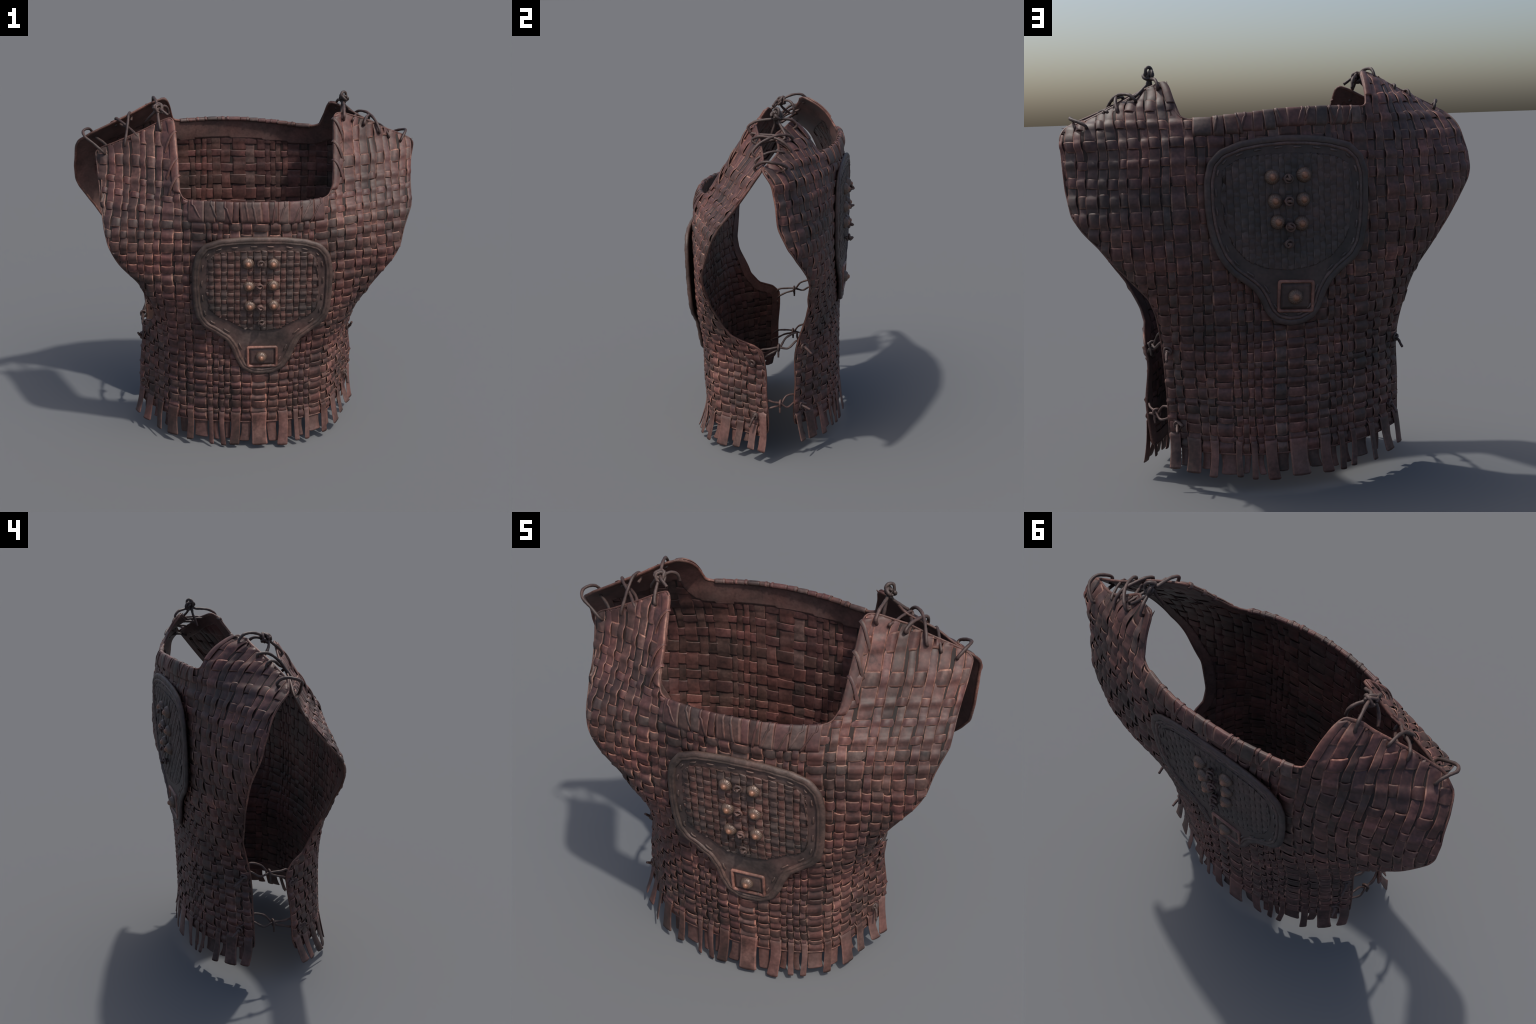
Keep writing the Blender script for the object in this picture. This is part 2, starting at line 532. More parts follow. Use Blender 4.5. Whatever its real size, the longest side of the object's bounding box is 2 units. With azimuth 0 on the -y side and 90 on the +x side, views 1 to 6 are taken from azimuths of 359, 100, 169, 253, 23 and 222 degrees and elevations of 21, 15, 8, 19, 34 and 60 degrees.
RIDGE_DARK = leather("dark_ridge_leather", (0.034, 0.024, 0.022), (0.078, 0.056, 0.052), (0.150, 0.104, 0.094), scale=2)
COPPER_EDGE = leather("copper_worn_leather", (0.050, 0.026, 0.021), (0.140, 0.076, 0.060), (0.290, 0.170, 0.132), rough=0.45, bump=0.15)
STUD = metal("bronze_stud", (0.110, 0.072, 0.055), (0.260, 0.118, 0.070))
HOLE = leather("punched_hole", (0.006, 0.004, 0.004), (0.010, 0.007, 0.006), (0.014, 0.010, 0.008), rough=0.9)


def strap_palette(rng):
    return [rng.choices(RED, weights=(5, 3, .7, 4))[0], EDGE]


def front_badge_palette(rng):
    return [rng.choices([BADGE, BADGE_RED], weights=(3, 2))[0], BADGE_EDGE]


def back_badge_palette(rng):
    return [BADGE_DARK, DARK_EDGE]


# ------------------------------------------------------------------ the two shells
FRONT_ROWS = [
    (-0.05, [(-.665, 0), (-.655, -.08), (-.605, -.15), (-.535, -.22), (-.43, -.315), (-.305, -.365), (-.1, -.405), (.09, -.418), (.25, -.397), (.41, -.345), (.495, -.28), (.56, -.16), (.62, -.02), (.665, .09), (.68, .17)]),
    (0.15, [(-.64, 0), (-.633, -.075), (-.585, -.135), (-.52, -.205), (-.42, -.295), (-.30, -.345), (-.1, -.375), (.09, -.380), (.25, -.356), (.40, -.310), (.48, -.26), (.545, -.15), (.60, -.02), (.648, .09), (.66, .17)]),
    (0.40, [(-.635, 0), (-.625, -.065), (-.575, -.13), (-.51, -.205), (-.41, -.293), (-.30, -.343), (-.1, -.382), (.09, -.394), (.25, -.367), (.40, -.320), (.485, -.263), (.555, -.15), (.61, -.02), (.663, .085), (.675, .17)]),
    (0.60, [(-.617, 0), (-.607, -.055), (-.56, -.13), (-.50, -.215), (-.41, -.300), (-.3, -.350), (-.1, -.382), (.09, -.388), (.25, -.370), (.40, -.325), (.49, -.265), (.555, -.165), (.605, -.05), (.645, .065), (.655, .15)]),
    (0.80, [(-.62, -.08), (-.58, -.16), (-.527, -.235), (-.42, -.335), (-.3, -.372), (-.1, -.398), (.09, -.404), (.27, -.386), (.45, -.350), (.57, -.270), (.655, -.155), (.685, -.05), (.70, .05)]),
    (0.95, [(-.69, -.17), (-.63, -.27), (-.565, -.325), (-.42, -.380), (-.2, -.405), (.09, -.410), (.3, -.395), (.46, -.360), (.6, -.303), (.725, -.220), (.80, -.12)]),
    (1.10, [(-.80, -.29), (-.67, -.350), (-.45, -.390), (-.2, -.408), (.09, -.410), (.3, -.398), (.5, -.352), (.66, -.297), (.83, -.236), (.93, -.16)]),
    (1.30, [(-.85, -.27), (-.765, -.33), (-.6, -.366), (-.43, -.393), (-.2, -.413), (.09, -.418), (.35, -.394), (.59, -.318), (.77, -.248), (.918, -.175), (.99, -.12)]),
    (1.42, [(-.87, -.20), (-.79, -.237), (-.65, -.298), (-.45, -.358), (-.2, -.408), (.09, -.423), (.35, -.38), (.6, -.281), (.85, -.170), (.951, -.12), (1.0, -.09)]),
    (1.53, [(-.88, -.12), (-.81, -.145), (-.65, -.205), (-.45, -.290), (-.3, -.35), (.09, -.392), (.35, -.335), (.5, -.258), (.7, -.153), (.86, -.083), (.957, -.03), (1., 0)]),
    (1.70, [(-.90, -.03), (-.836, -.05), (-.77, -.075), (-.65, -.108), (-.45, -.195), (-.35, -.235), (.09, -.32), (.35, -.23), (.52, -.142), (.75, -.02), (.96, .085), (1.02, .11)]),
    (1.80, [(-.9, .02), (-.7, -.058), (-.55, -.09), (-.45, -.13), (-.35, -.175), (.09, -.25), (.4, -.13), (.53, -.075), (.7, .032), (.95, .150), (1.02, .18)]),
    (1.90, [(-.8, .05), (-.6, -.02), (-.46, -.075), (-.395, -.098), (-.2, -.16), (.09, -.19), (.3, -.125), (.5, -.025), (.6, .025), (.75, .09), (.95, .16)]),
]
BACK_ROWS = [
    (-0.05, [(-.65, .05), (-.625, .145), (-.565, .235), (-.50, .295), (-.41, .345), (-.2, .412), (0, .435), (.2, .425), (.41, .355), (.53, .28), (.595, .225), (.62, .12)]),
    (0.18, [(-.625, .05), (-.607, .145), (-.54, .214), (-.475, .270), (-.40, .317), (-.2, .394), (0, .417), (.2, .400), (.4, .324), (.505, .255), (.568, .222), (.59, .12)]),
    (0.45, [(-.625, .05), (-.606, .15), (-.54, .216), (-.475, .270), (-.40, .317), (-.2, .388), (0, .408), (.2, .392), (.4, .326), (.505, .265), (.57, .232), (.60, .14)]),
    (0.65, [(-.625, .06), (-.605, .153), (-.535, .222), (-.465, .278), (-.39, .326), (-.2, .388), (0, .404), (.2, .392), (.4, .336), (.515, .280), (.58, .233), (.605, .15)]),
    (0.90, [(-.70, .11), (-.652, .204), (-.55, .285), (-.4, .358), (-.2, .396), (0, .402), (.2, .398), (.4, .374), (.55, .335), (.622, .306), (.70, .23)]),
    (1.10, [(-.85, .15), (-.77, .216), (-.6, .308), (-.4, .376), (-.2, .400), (0, .408), (.2, .410), (.4, .407), (.6, .392), (.775, .338), (.87, .27)]),
    (1.30, [(-.98, .16), (-.9, .219), (-.7, .301), (-.45, .376), (-.2, .406), (0, .410), (.25, .412), (.5, .406), (.75, .366), (.94, .275), (1.02, .2)]),
    (1.45, [(-1.05, .14), (-.99, .186), (-.75, .283), (-.45, .375), (-.2, .407), (0, .412), (.25, .415), (.5, .399), (.75, .338), (.88, .280), (.983, .205), (1.05, .15)]),
    (1.60, [(-1.04, .09), (-.985, .138), (-.75, .247), (-.5, .344), (-.25, .404), (0, .418), (.25, .417), (.5, .384), (.73, .312), (.989, .188), (1.06, .14)]),
    (1.70, [(-1.03, .04), (-.962, .08), (-.75, .195), (-.5, .312), (-.25, .390), (0, .422), (.25, .410), (.5, .356), (.72, .284), (.88, .235), (.99, .155), (1.06, .11)]),
    (1.80, [(-.95, -.10), (-.86, -.018), (-.79, .045), (-.7, .122), (-.55, .248), (-.43, .32), (-.2, .382), (0, .40), (.2, .388), (.43, .32), (.55, .290), (.645, .262), (.725, .224), (.80, .168), (.87, .085), (1, -.03)]),
    (1.90, [(-.8, -.11), (-.70, -.015), (-.62, .063), (-.52, .180), (-.445, .235), (-.2, .33), (0, .36), (.25, .32), (.47, .245), (.54, .210), (.60, .165), (.645, .11), (.725, .03), (.9, -.13)]),
    (1.98, [(-.75, -.15), (-.55, .0), (-.445, .11), (-.2, .22), (0, .26), (.25, .23), (.47, .15), (.55, .13), (.8, .03)]),
]
# outlines: (x, y, z) along the edges, (x, z) along bottom, neck and shoulder tops
FRONT_EDGE = [
    (-.60, -.15, .150), (-.632, -.10, .165), (-.627, -.067, .22), (-.625, -.065, .29), (-.624, -.065, .416), (-.606, -.05, .56), (-.612, -.056, .64), (-.59, -.10, .685), (-.533, -.177, .719), (-.525, -.24, .785),
    (-.562, -.327, .94), (-.597, -.361, 1.014), (-.659, -.354, 1.087), (-.694, -.356, 1.132), (-.747, -.352, 1.242), (-.777, -.313, 1.337), (-.792, -.245, 1.413), (-.798, -.199, 1.46), (-.817, -.101, 1.591), (-.836, -.052, 1.695),
    (-.80, 1.722), (-.72, 1.755), (-.57, 1.822), (-.45, 1.885), (-.405, 1.902), (-.383, 1.885), (-.372, 1.80), (-.356, 1.628), (-.349, 1.547), (-.332, 1.515), (-.29, 1.505), (-.197, 1.505), (.09, 1.505), (.30, 1.500), (.42, 1.503), (.465, 1.515), (.487, 1.56), (.493, 1.65), (.496, 1.80), (.50, 1.895), (.52, 1.913),
    (.56, 1.908), (.68, 1.868), (.77, 1.82), (.90, 1.768), (.943, .103, 1.752), (.964, .116, 1.728), (.963, .087, 1.69), (.958, -.004, 1.571), (.951, -.127, 1.405), (.92, -.174, 1.316), (.894, -.217, 1.201), (.82, -.237, 1.083), (.721, -.222, .94), (.654, -.166, .808), (.637, -.12, .75), (.64, -.047, .722), (.645, .02, .702), (.648, .06, .67),
    (.648, .072, .58), (.665, .086, .384), (.656, .093, .277), (.648, .085, .18), (.635, .03, .150)]
BACK_EDGE = [
    (-.59, .19, .195), (-.604, .15, .215), (-.606, .149, .414), (-.605, .153, .624), (-.613, .17, .743), (-.644, .203, .869), (-.713, .214, 1.0), (-.79, .217, 1.129), (-.898, .219, 1.292), (-.978, .194, 1.42), (-.996, .183, 1.468), (-.99, .15, 1.56), (-.975, .109, 1.664), (-.96, .07, 1.715),
    (-.935, 1.750), (-.86, 1.797), (-.72, 1.858), (-.62, 1.902), (-.52, 1.950), (-.46, 1.965), (-.440, 1.950), (-.432, 1.90), (-.426, 1.84), (-.418, 1.800), (-.39, 1.790), (-.33, 1.789), (-.2, 1.793), (0, 1.788), (.2, 1.770), (.33, 1.758), (.42, 1.757), (.458, 1.775), (.475, 1.85), (.487, 1.91), (.503, 1.932), (.535, 1.925),
    (.645, 1.880), (.725, 1.835), (.80, 1.800), (.87, 1.768), (.95, 1.745), (.983, .140, 1.730), (.990, .152, 1.700), (.99, .193, 1.579), (.982, .205, 1.446), (.959, .249, 1.333), (.915, .292, 1.26), (.823, .333, 1.16), (.744, .341, 1.058), (.70, .336, 1.0), (.637, .317, .936), (.607, .296, .859), (.59, .264, .77), (.581, .233, .64), (.57, .235, .468), (.567, .225, .348), (.568, .225, .26), (.56, .24, .205),
    (.45, .188), (.2, .180), (-.2, .180), (-.45, .188)]


def outline(surf, pts):
    out = []
    for p in pts:
        if len(p) == 3:
            out.append((surf.a_of(p[0], p[2], p[1]), p[2]))
        else:
            out.append((surf.a_of(p[0], p[1]), p[1]))
    return rounded(out)


root = empty("woven_leather_cuirass")
root["label"] = "weathered brown woven leather cuirass with fringe, lacing and studded badges"
root["category"] = "leather armour"

THICK = 0.034
LIP = [(.008, -.005), (.005, -.0005), (.0015, .0005), (-.0008, -.001), (-.0015, -.005), (-.0008, -.009), (.003, -.0118), (.010, -.0122), (.010, -.0100), (.005, -.007)]

WAIST_ROWS = [.054, .034, .058, .036, .050, .030, .060, .036, .048, .034, .062, .034, .050, .038, .062, .036, .056, .040]
VERT_SIDE = [.061, .058, .034, .033, .034, .033, .084, .042, .048, .072, .040, .054, .038, .058, .042, .054, .044, .060, .044, .056, .046]


def build_shell(name, surf, edge, mid, mid_w, left, right, rows, hem_w, rng):
    poly = outline(surf, edge)
    zmin = poly[:, 1].min()
    V = bands(mid - mid_w / 2, [mid_w] + right, .0045)
    Lw = bands(0, left, .0045)
    V = [(mid - mid_w / 2 - c, h) for c, h in reversed(Lw)] + V
    Hs = [(c, h * rng.uniform(.92, 1.08) * (.84 if c < 1.0 else .80 if c < 1.44 else .52)) for c, h in bands(zmin + .004, rows, .0035)]
    panel = sheet(name, surf, poly, -.0036, -.0043, [CORE], root, low=.004)
    lay_straps(("upright_strap", "level_strap"), surf, poly, V, Hs, panel, strap_palette, -.0042, .0092, .0060, dome=.9, sink=.0010, rng=rng)
    sheet("hem_band", surf, poly, -.0098, -.0116, [HEM], panel, low=.003, high=hem_w)
    sweep_outline("hem_lip", surf, poly, LIP, [LIPMAT], panel)
    return panel, poly, V, Hs


front = Surface(FRONT_ROWS, .09, 1, (-.37, .50))
back = Surface(BACK_ROWS, -.03, -1, (-.44, .48))
fr_rows = WAIST_ROWS + [.060, .056, .066, .058, .070, .060, .064, .070, .062, .066, .12, .14, .15, .14, .12]
bk_rows = WAIST_ROWS + [.066, .062, .078, .066, .085, .078, .088, .080, .092, .080, .098, .085, .09, .085, .09, .08]
fpanel, fpoly, fV, fH = build_shell("front_panel", front, FRONT_EDGE, .0, .096, VERT_SIDE, VERT_SIDE, fr_rows, .062, random.Random(11))
bpanel, bpoly, bV, bH = build_shell("back_panel", back, BACK_EDGE, -.0, .088, VERT_SIDE, VERT_SIDE, bk_rows, .126, random.Random(23))


# ------------------------------------------------------------------ fringe
def fringe(surf, poly, V, parent, long_z, short_z, rng, edge_lift):
    for i, (c, hw) in enumerate(V):
        s = spans(poly, c, 0)
        if not s or s[0][0] > 0.3:
            continue
        z0 = s[0][0]
        outer = i % 2 == 1
        w = hw * rng.uniform(1.0, 1.14)
        row = spans(poly, z0 + .06, 1)
        c = min(max(c, row[0][0] + w + .008), row[-1][1] - w - .008)
        side = min(1.0, abs(c) / .75) ** 2
        zt = z0 + (.075 if outer else .012)
        zb = (long_z if outer else short_z) + edge_lift * side + rng.uniform(-.004, .014)
        n = 16
        t = np.linspace(0, 1, n)
        lean = rng.uniform(-.010, .010)
        flare = (rng.uniform(.006, .020) + .016 * side) if outer else rng.uniform(.0, .014)
        h = (.006 + .003 * np.sin(t * 3.1) + flare * t**1.6) if outer else (-.010 + flare * t**2)
        if outer:
            h[0] -= .012
        curl = rng.uniform(-.006, .006)
        tw = rng.uniform(-.006, .006)
        Z = (zt + (zb - zt) * t)[:, None] + np.zeros((1, 5))
        A = (c + lean * t**2 + curl * np.sin(t * 4))[:, None] + COLS[None] * (w * (1 - .10 * np.sin(t * 3)))[:, None]
        # rounded free end
        Z[-1] += np.array([.008, .002, 0, .002, .008])
        H = h[:, None] + COLS[None] * (tw * t)[:, None]
        strap_object("fringe_tab", surf, A, Z, H, .0055, [rng.choice([TAB, TAB, RED[1]]), TAB_EDGE], parent, True, .2)


fringe(front, fpoly, fV, fpanel, .005, .030, random.Random(5), .068)
fringe(back, bpoly, bV, bpanel, .060, .082, random.Random(6), .045)


# ------------------------------------------------------------------ wraps over the neck edges
def neck_wraps(surf, x0, x1, ztop, widths, drop, rng, parent, thongs):
    """Broad leather laps folded over the neck edge, with narrow slanted thongs bound over them."""
    a, end = surf.a_of(x0, 1.5), surf.a_of(x1, 1.5)
    pieces = []
    k, x = 0, a
    while x < end - .012:
        w = min(widths[k % len(widths)], end - x)
        pieces.append((x + w / 2, w - .0012, rng.uniform(-.008, .008), drop * rng.uniform(.94, 1.06), 0.0, "neck_wrap"))
        x += w
        k += 1
    for f, lean in thongs:
        pieces.append((a + (end - a) * f, .011, lean, drop * rng.uniform(.85, 1.1), .0045, "neck_thong"))
    for c, w, lean, d, lift, name in pieces:
        zt = ztop(c)
        path = np.array([(-d, -.006), (-d + .010, .005), (-d * .55, .0088 + lift), (-.02, .0070 + lift), (-.004, .0045 + lift), (.004 + lift * .6, .000), (.004 + lift * .6, -.008), (-.003, -.0152 - lift), (-.012, -.0160)])
        P = spline(path, 26)
        t = np.linspace(0, 1, len(P))
        Z = (zt + P[:, 0])[:, None] + np.zeros((1, 5))
        fall = np.clip(-P[:, 0] / d, 0, 1) * (t < .6)
        A = (c + lean * fall)[:, None] + COLS[None] * (w / 2 * np.ones(len(P)))[:, None]
        H = np.repeat(P[:, 1][:, None], 5, 1)
        strap_object(name, surf, A, Z, H, .0055, [rng.choice(RED), TAB_EDGE], parent, True, .4)


def top_of(poly):
    def f(c):
        s = [q for q in spans(poly, c, 0)]
        return s[-1][1]
    return f


neck_wraps(front, -.300, .435, top_of(fpoly), [.088, .060, .052, .044, .030, .120, .036, .050, .060, .066, .070], .112, random.Random(3), fpanel,
           [(.03, .05), (.17, .03), (.27, .035), (.42, .015), (.47, .02), (.63, -.015), (.70, -.03), (.82, -.045), (.89, -.05), (.97, -.06)])
neck_wraps(back, -.38, .40, top_of(bpoly), [.052, .044, .070, .060, .048, .090, .052], .085, random.Random(4), bpanel,
           [(.06, .03), (.14, .035), (.20, -.02), (.33, .03), (.37, .03), (.52, -.02), (.70, .03), (.75, -.02), (.86, .02)])


def side_thongs(surf, xs, parent, rng, sign):
    """Narrow thongs bound slantwise over the inner shoulder edge."""
    for x, z in xs:
        a0 = surf.a_of(x, z)
        n = 22
        t = np.linspace(0, 1, n)
        P = spline([(.062, -.105, -.002), (.045, -.075, .0105), (.010, -.012, .0115), (-.004, .004, .003), (-.005, .006, -.010), (.004, .004, -.017)], n)
        A = (a0 + sign * P[:, 0])[:, None] + sign * COLS[None] * .0
        Z = (z + P[:, 1])[:, None]
        A = A + COLS[None] * .0050
        Z = Z + COLS[None] * .0050 * sign
        H = np.repeat(P[:, 2][:, None], 5, 1)
        strap_object("neck_thong", surf, A, Z, H, .006, [rng.choice(RED), EDGE], parent, True, .5)


side_thongs(front, [(.498, 1.88), (.497, 1.77), (.497, 1.68)], fpanel, RNG, 1)
side_thongs(front, [(-.379, 1.83), (-.366, 1.70), (-.356, 1.62)], fpanel, RNG, -1)


def neck_side_band(surf, poly, z0, z1, right, w, rng, parent):
    """Long flat strip bound along the inner edge of a shoulder."""
    Z = np.linspace(z0, z1, 48)
    lo = []
    for z in Z:
        s = [q for q in spans(poly, z, 1) if q[0] > .15 or q[1] < -.15]
        lo.append(min(q[0] for q in s if q[0] > .15) if right else max(q[1] for q in s if q[1] < -.15))
    lo = np.array(lo)
    for _ in range(3):
        lo[1:-1] = (lo[1:-1] + lo[:-2] + lo[2:]) / 3
    c = lo + (w / 2 - .001) * (1 if right else -1)
    A = c[:, None] + COLS[None] * (w / 2) * (1 + .06 * np.sin(Z * 31))[:, None]
    H = np.repeat((.0065 + .0012 * np.sin(Z * 40))[:, None], 5, 1)
    H[0] -= .008
    H[-1] -= .004
    H[:, 0 if right else 4] -= .004
    strap_object("neck_side_band", surf, A, np.repeat(Z[:, None], 5, 1), H, .0055, [RED[0], EDGE], parent, True, .6)


neck_side_band(front, fpoly, 1.535, 1.893, True, .042, RNG, fpanel)
neck_side_band(front, fpoly, 1.535, 1.885, False, .042, RNG, fpanel)
neck_side_band(back, bpoly, 1.83, 1.925, True, .036, RNG, bpanel)
neck_side_band(back, bpoly, 1.84, 1.955, False, .036, RNG, bpanel)


def eyelets(surf, pts, parent):
    for x, y, z in pts:
        a = surf.a_of(x, z, y)
        c, nrm = surf.at(a, z, -.001), surf.normal(a, z)
        s, u, n = frame_of(nrm)
        V, F = lathe([(.0085, 0, 0), (.0085, .003, 0), (.006, .0045, 0), (.0045, .0015, 0)], 14)
        V = [c + s * v[0] + u * v[1] + n * (v[2] - .004) for v in V]
        mesh_object("punched_hole", V, F, [HOLE], parent)


eyelets(front, [(.573, -.317, 1.307), (.614, -.306, 1.309), (-.451, -.388, 1.307), (-.408, -.392, 1.311)], fpanel)
eyelets(back, [(.505, .39, 1.47)], bpanel)


# ------------------------------------------------------------------ badges
def build_badge(name, slab, pts, weave_inset, cols, rows_, palette, mats, parent_root, rng, stitch_n, weave_floor, amp, bold):
    poly = rounded(pts, .02, 3)
    body, rim_m, stitch_m, ridge_m = mats
    badge = sheet(name, slab, poly, 0, -.010, [body], parent_root, low=.002, step=.012)
    L = np.arange(len(poly))
    wob = .0012 * np.sin(L * .9) + .0008 * np.sin(L * 2.3 + 1)
    if bold:
        rim = [(0, -.014), (-.005, -.010), (-.005, -.001), (.001, .006), (.010, .0098), (.017, .0085), (.020, .0068), (.024, .0092), (.029, .0090), (.034, .004), (.036, -.003), (.036, -.012)]
    else:
        rim = [(0, -.014), (-.004, -.010), (-.004, -.002), (.002, .004), (.010, .006), (.020, .0055), (.026, .002), (.028, -.004), (.028, -.012)]
        sweep_outline("badge_ridge", slab, poly, [(.025, -.004), (.026, .004), (.031, .0072), (.036, .0068), (.040, .002), (.042, -.004)], [ridge_m], badge, 3, wobble=.8 * wob)
    sweep_outline("badge_rim", slab, poly, rim, [rim_m], badge, 3, wobble=wob)
    d2 = inward(poly, 4)
    # running stitches just inside the rim
    s = np.concatenate([[0], np.cumsum(np.linalg.norm(np.diff(np.vstack([poly, poly[:1]]), axis=0), axis=1))])
    for k in range(stitch_n):
        q = (k + .5) / stitch_n * s[-1] + rng.uniform(-.006, .006)
        seg = []
        for e in np.linspace(-.019, .019, 9):
            w = (q + e) % s[-1]
            i = int(np.searchsorted(s, w, side="right") - 1) % len(poly)
            p = poly[i] + d2[i] * (.049 + rng.uniform(-.001, .001))
            p = p + (poly[(i + 1) % len(poly)] - poly[i]) * ((w - s[i]) / max(s[i + 1] - s[i], 1e-6))
            seg.append((*p, -.0045 + .0070 * (1 - (e / .019) ** 2) ** .5))
        seg = np.array(seg)
        v, f = tube(slab.at(seg[:, 0], seg[:, 1], seg[:, 2]), .0048, n=10, sides=7)
        mesh_object("stitch", v, f, [stitch_m], badge)
    # woven field
    inner = rounded(weave_inset, .02, 2)
    lay_straps(("badge_upright_strap", "badge_level_strap"), slab, inner, cols, rows_, badge, palette, weave_floor, amp, .006, step=.006, wander=.0025, dome=.95, sink=.0030, rng=rng)
    return badge, poly


def front_face(x, z):
    c = hermite([.40, .49, .60, .72, .85, 1.0, 1.15, 1.27, 1.36], [-.398, -.395, -.401, -.409, -.418, -.428, -.434, -.438, -.436], np.ravel(z)).reshape(np.shape(z))
    return c + .016 * ((x - .10) / .38) ** 2 + .011 * (x - .10) / .38


def back_face(x, z):
    c = hermite([.75, .85, .95, 1.1, 1.3, 1.5, 1.62, 1.70], [.425, .430, .433, .436, .437, .437, .436, .434], np.ravel(z)).reshape(np.shape(z))
    return c - .008 * ((x + .01) / .38) ** 2 + .004 * x / .38


fslab, bslab = Slab(front_face, 1), Slab(back_face, -1)
FB = [(.10, 1.318), (.22, 1.315), (.34, 1.300), (.42, 1.272), (.465, 1.215), (.483, 1.13), (.483, 1.00), (.478, .90), (.462, .835), (.425, .79), (.365, .745), (.315, .705), (.285, .645), (.262, .58), (.225, .52), (.17, .487), (.10, .478),
      (.035, .486), (-.015, .520), (-.045, .58), (-.066, .645), (-.100, .700), (-.160, .742), (-.226, .785), (-.262, .84), (-.276, .92), (-.282, 1.02), (-.280, 1.13), (-.262, 1.215), (-.215, 1.275), (-.13, 1.305), (-.01, 1.316)]
FW = [(.10, 1.250), (.25, 1.246), (.36, 1.232), (.405, 1.19), (.415, 1.0), (.408, .885), (.36, .845), (.25, .80), (.20, .765), (.10, .758), (.0, .765), (-.05, .80), (-.15, .845), (-.195, .885), (-.212, 1.0), (-.205, 1.19), (-.16, 1.232), (-.05, 1.246)]
cols = bands(-.235, [.040, .030, .038, .034, .041, .031, .039, .033, .042, .032, .036, .040, .031, .039, .033, .041, .032, .038, .034], .003)
rows_ = [(c, h * .62) for c, h in bands(.745, [.042, .046, .040, .044, .047, .041, .045, .040, .046, .043, .045, .041], .004)]
fbadge, fb_poly = build_badge("front_badge", fslab, FB, FW, cols, rows_, front_badge_palette, (BADGE, RIDGE, BADGE_EDGE, RIDGE), root, random.Random(31), 26, .0030, .0062, True)
BB = [(-.01, 1.668), (.10, 1.662), (.20, 1.647), (.295, 1.612), (.345, 1.560), (.366, 1.48), (.367, 1.36), (.358, 1.27), (.338, 1.19), (.310, 1.12), (.262, 1.055), (.205, 1.010), (.155, .968), (.128, .92), (.105, .86), (.065, .815), (.0, .796), (-.06, .800),
      (-.115, .825), (-.150, .875), (-.172, .94), (-.205, .995), (-.262, 1.048), (-.325, 1.095), (-.362, 1.16), (-.380, 1.25), (-.389, 1.36), (-.389, 1.49), (-.366, 1.568), (-.310, 1.624), (-.21, 1.652), (-.11, 1.664)]
BW = [(-.01, 1.592), (.12, 1.588), (.22, 1.572), (.29, 1.53), (.30, 1.40), (.288, 1.28), (.255, 1.18), (.19, 1.105), (.10, 1.065), (-.01, 1.052), (-.12, 1.065), (-.21, 1.105), (-.28, 1.18), (-.312, 1.28), (-.322, 1.40), (-.312, 1.53), (-.24, 1.572), (-.14, 1.588)]
cols = bands(-.33, [.030, .028, .032, .029, .031, .028, .030, .033, .029, .031, .030, .028, .032, .029, .031, .028, .030, .033, .029, .031, .030, .028], .003)
rows_ = bands(1.04, [.031, .034, .030, .034, .033, .032, .034, .030, .033, .033, .034, .031, .034, .032, .033, .032, .033], .004)
bbadge, bb_poly = build_badge("back_badge", bslab, BB, BW, cols, rows_, back_badge_palette, (BADGE_DARK, BADGE_DARK, DARK_EDGE, RIDGE_DARK), root, random.Random(37), 28, -.0002, .0030, False)

STUD_PROFILE = [(.0325, 0, 0), (.0328, .004, 0), (.031, .008, .3), (.027, .0125, 1), (.022, .0165, 1), (.017, .0195, .6), (.0135, .021, 0), (.012, .0245, 0), (.009, .0275, 0), (.005, .029, 0), (.001, .0295, 0)]
stud_v, stud_f = lathe(STUD_PROFILE, 80, .0022)
stud_mesh = bpy.data.meshes.new("stud")
stud_mesh.from_pydata(stud_v, [], stud_f)
stud_mesh.materials.append(STUD)
stud_mesh.polygons.foreach_set("use_smooth", [True] * len(stud_f))


def place_studs(slab, spots, parent):
    for x, z, k in spots:
        o = bpy.data.objects.new("stud", stud_mesh)
        n = Vector(slab.normal(np.array(x), np.array(z)))
        o.matrix_world = n.to_track_quat("Z", "Y").to_matrix().to_4x4()
        o.location = slab.at(np.array(x), np.array(z), np.array(.002))
        o.scale = (k, k, k * 1.2)
        link(o, parent)


place_studs(fslab, [(.021, 1.172, 1), (.157, 1.170, 1), (.026, 1.036, .98), (.159, 1.041, 1), (.031, .915, 1), (.162, .919, .98), (.097, .589, 1.0)], fbadge)
place_studs(bslab, [(.062, 1.485, 1.05), (-.086, 1.489, 1.08), (.052, 1.376, 1.05), (-.080, 1.378, 1), (.042, 1.280, 1.05), (-.068, 1.269, 1.05), (-.030, .930, 1.1)], bbadge)


def toggles(slab, spots, parent, lift, rng):
    for x, z in spots:
        c = slab.at(np.array(x), np.array(z), np.array(.002))
        n = slab.normal(np.array(x), np.array(z))
        s, u, n = frame_of(n)
        p1 = coil(c, n, .0170, 1.3, lift, rng.uniform(0, 6))
        p2 = [c + n * .004 - s * .021, c + n * lift * 1.1 - s * .006, c + n * lift * 1.5 + s * .004, c + n * lift * .9 + s * .010 + u * .004]
        cords("toggle_knot", [p1, p2], .0062, [TOGGLE], parent)


toggles(fslab, [(.091, 1.176), (.086, 1.036), (.090, .905), (.097, .813)], fbadge, .020, random.Random(41))
toggles(bslab, [(-.010, 1.475), (-.010, 1.374), (-.012, 1.255), (-.005, 1.180)], bbadge, .026, random.Random(43))


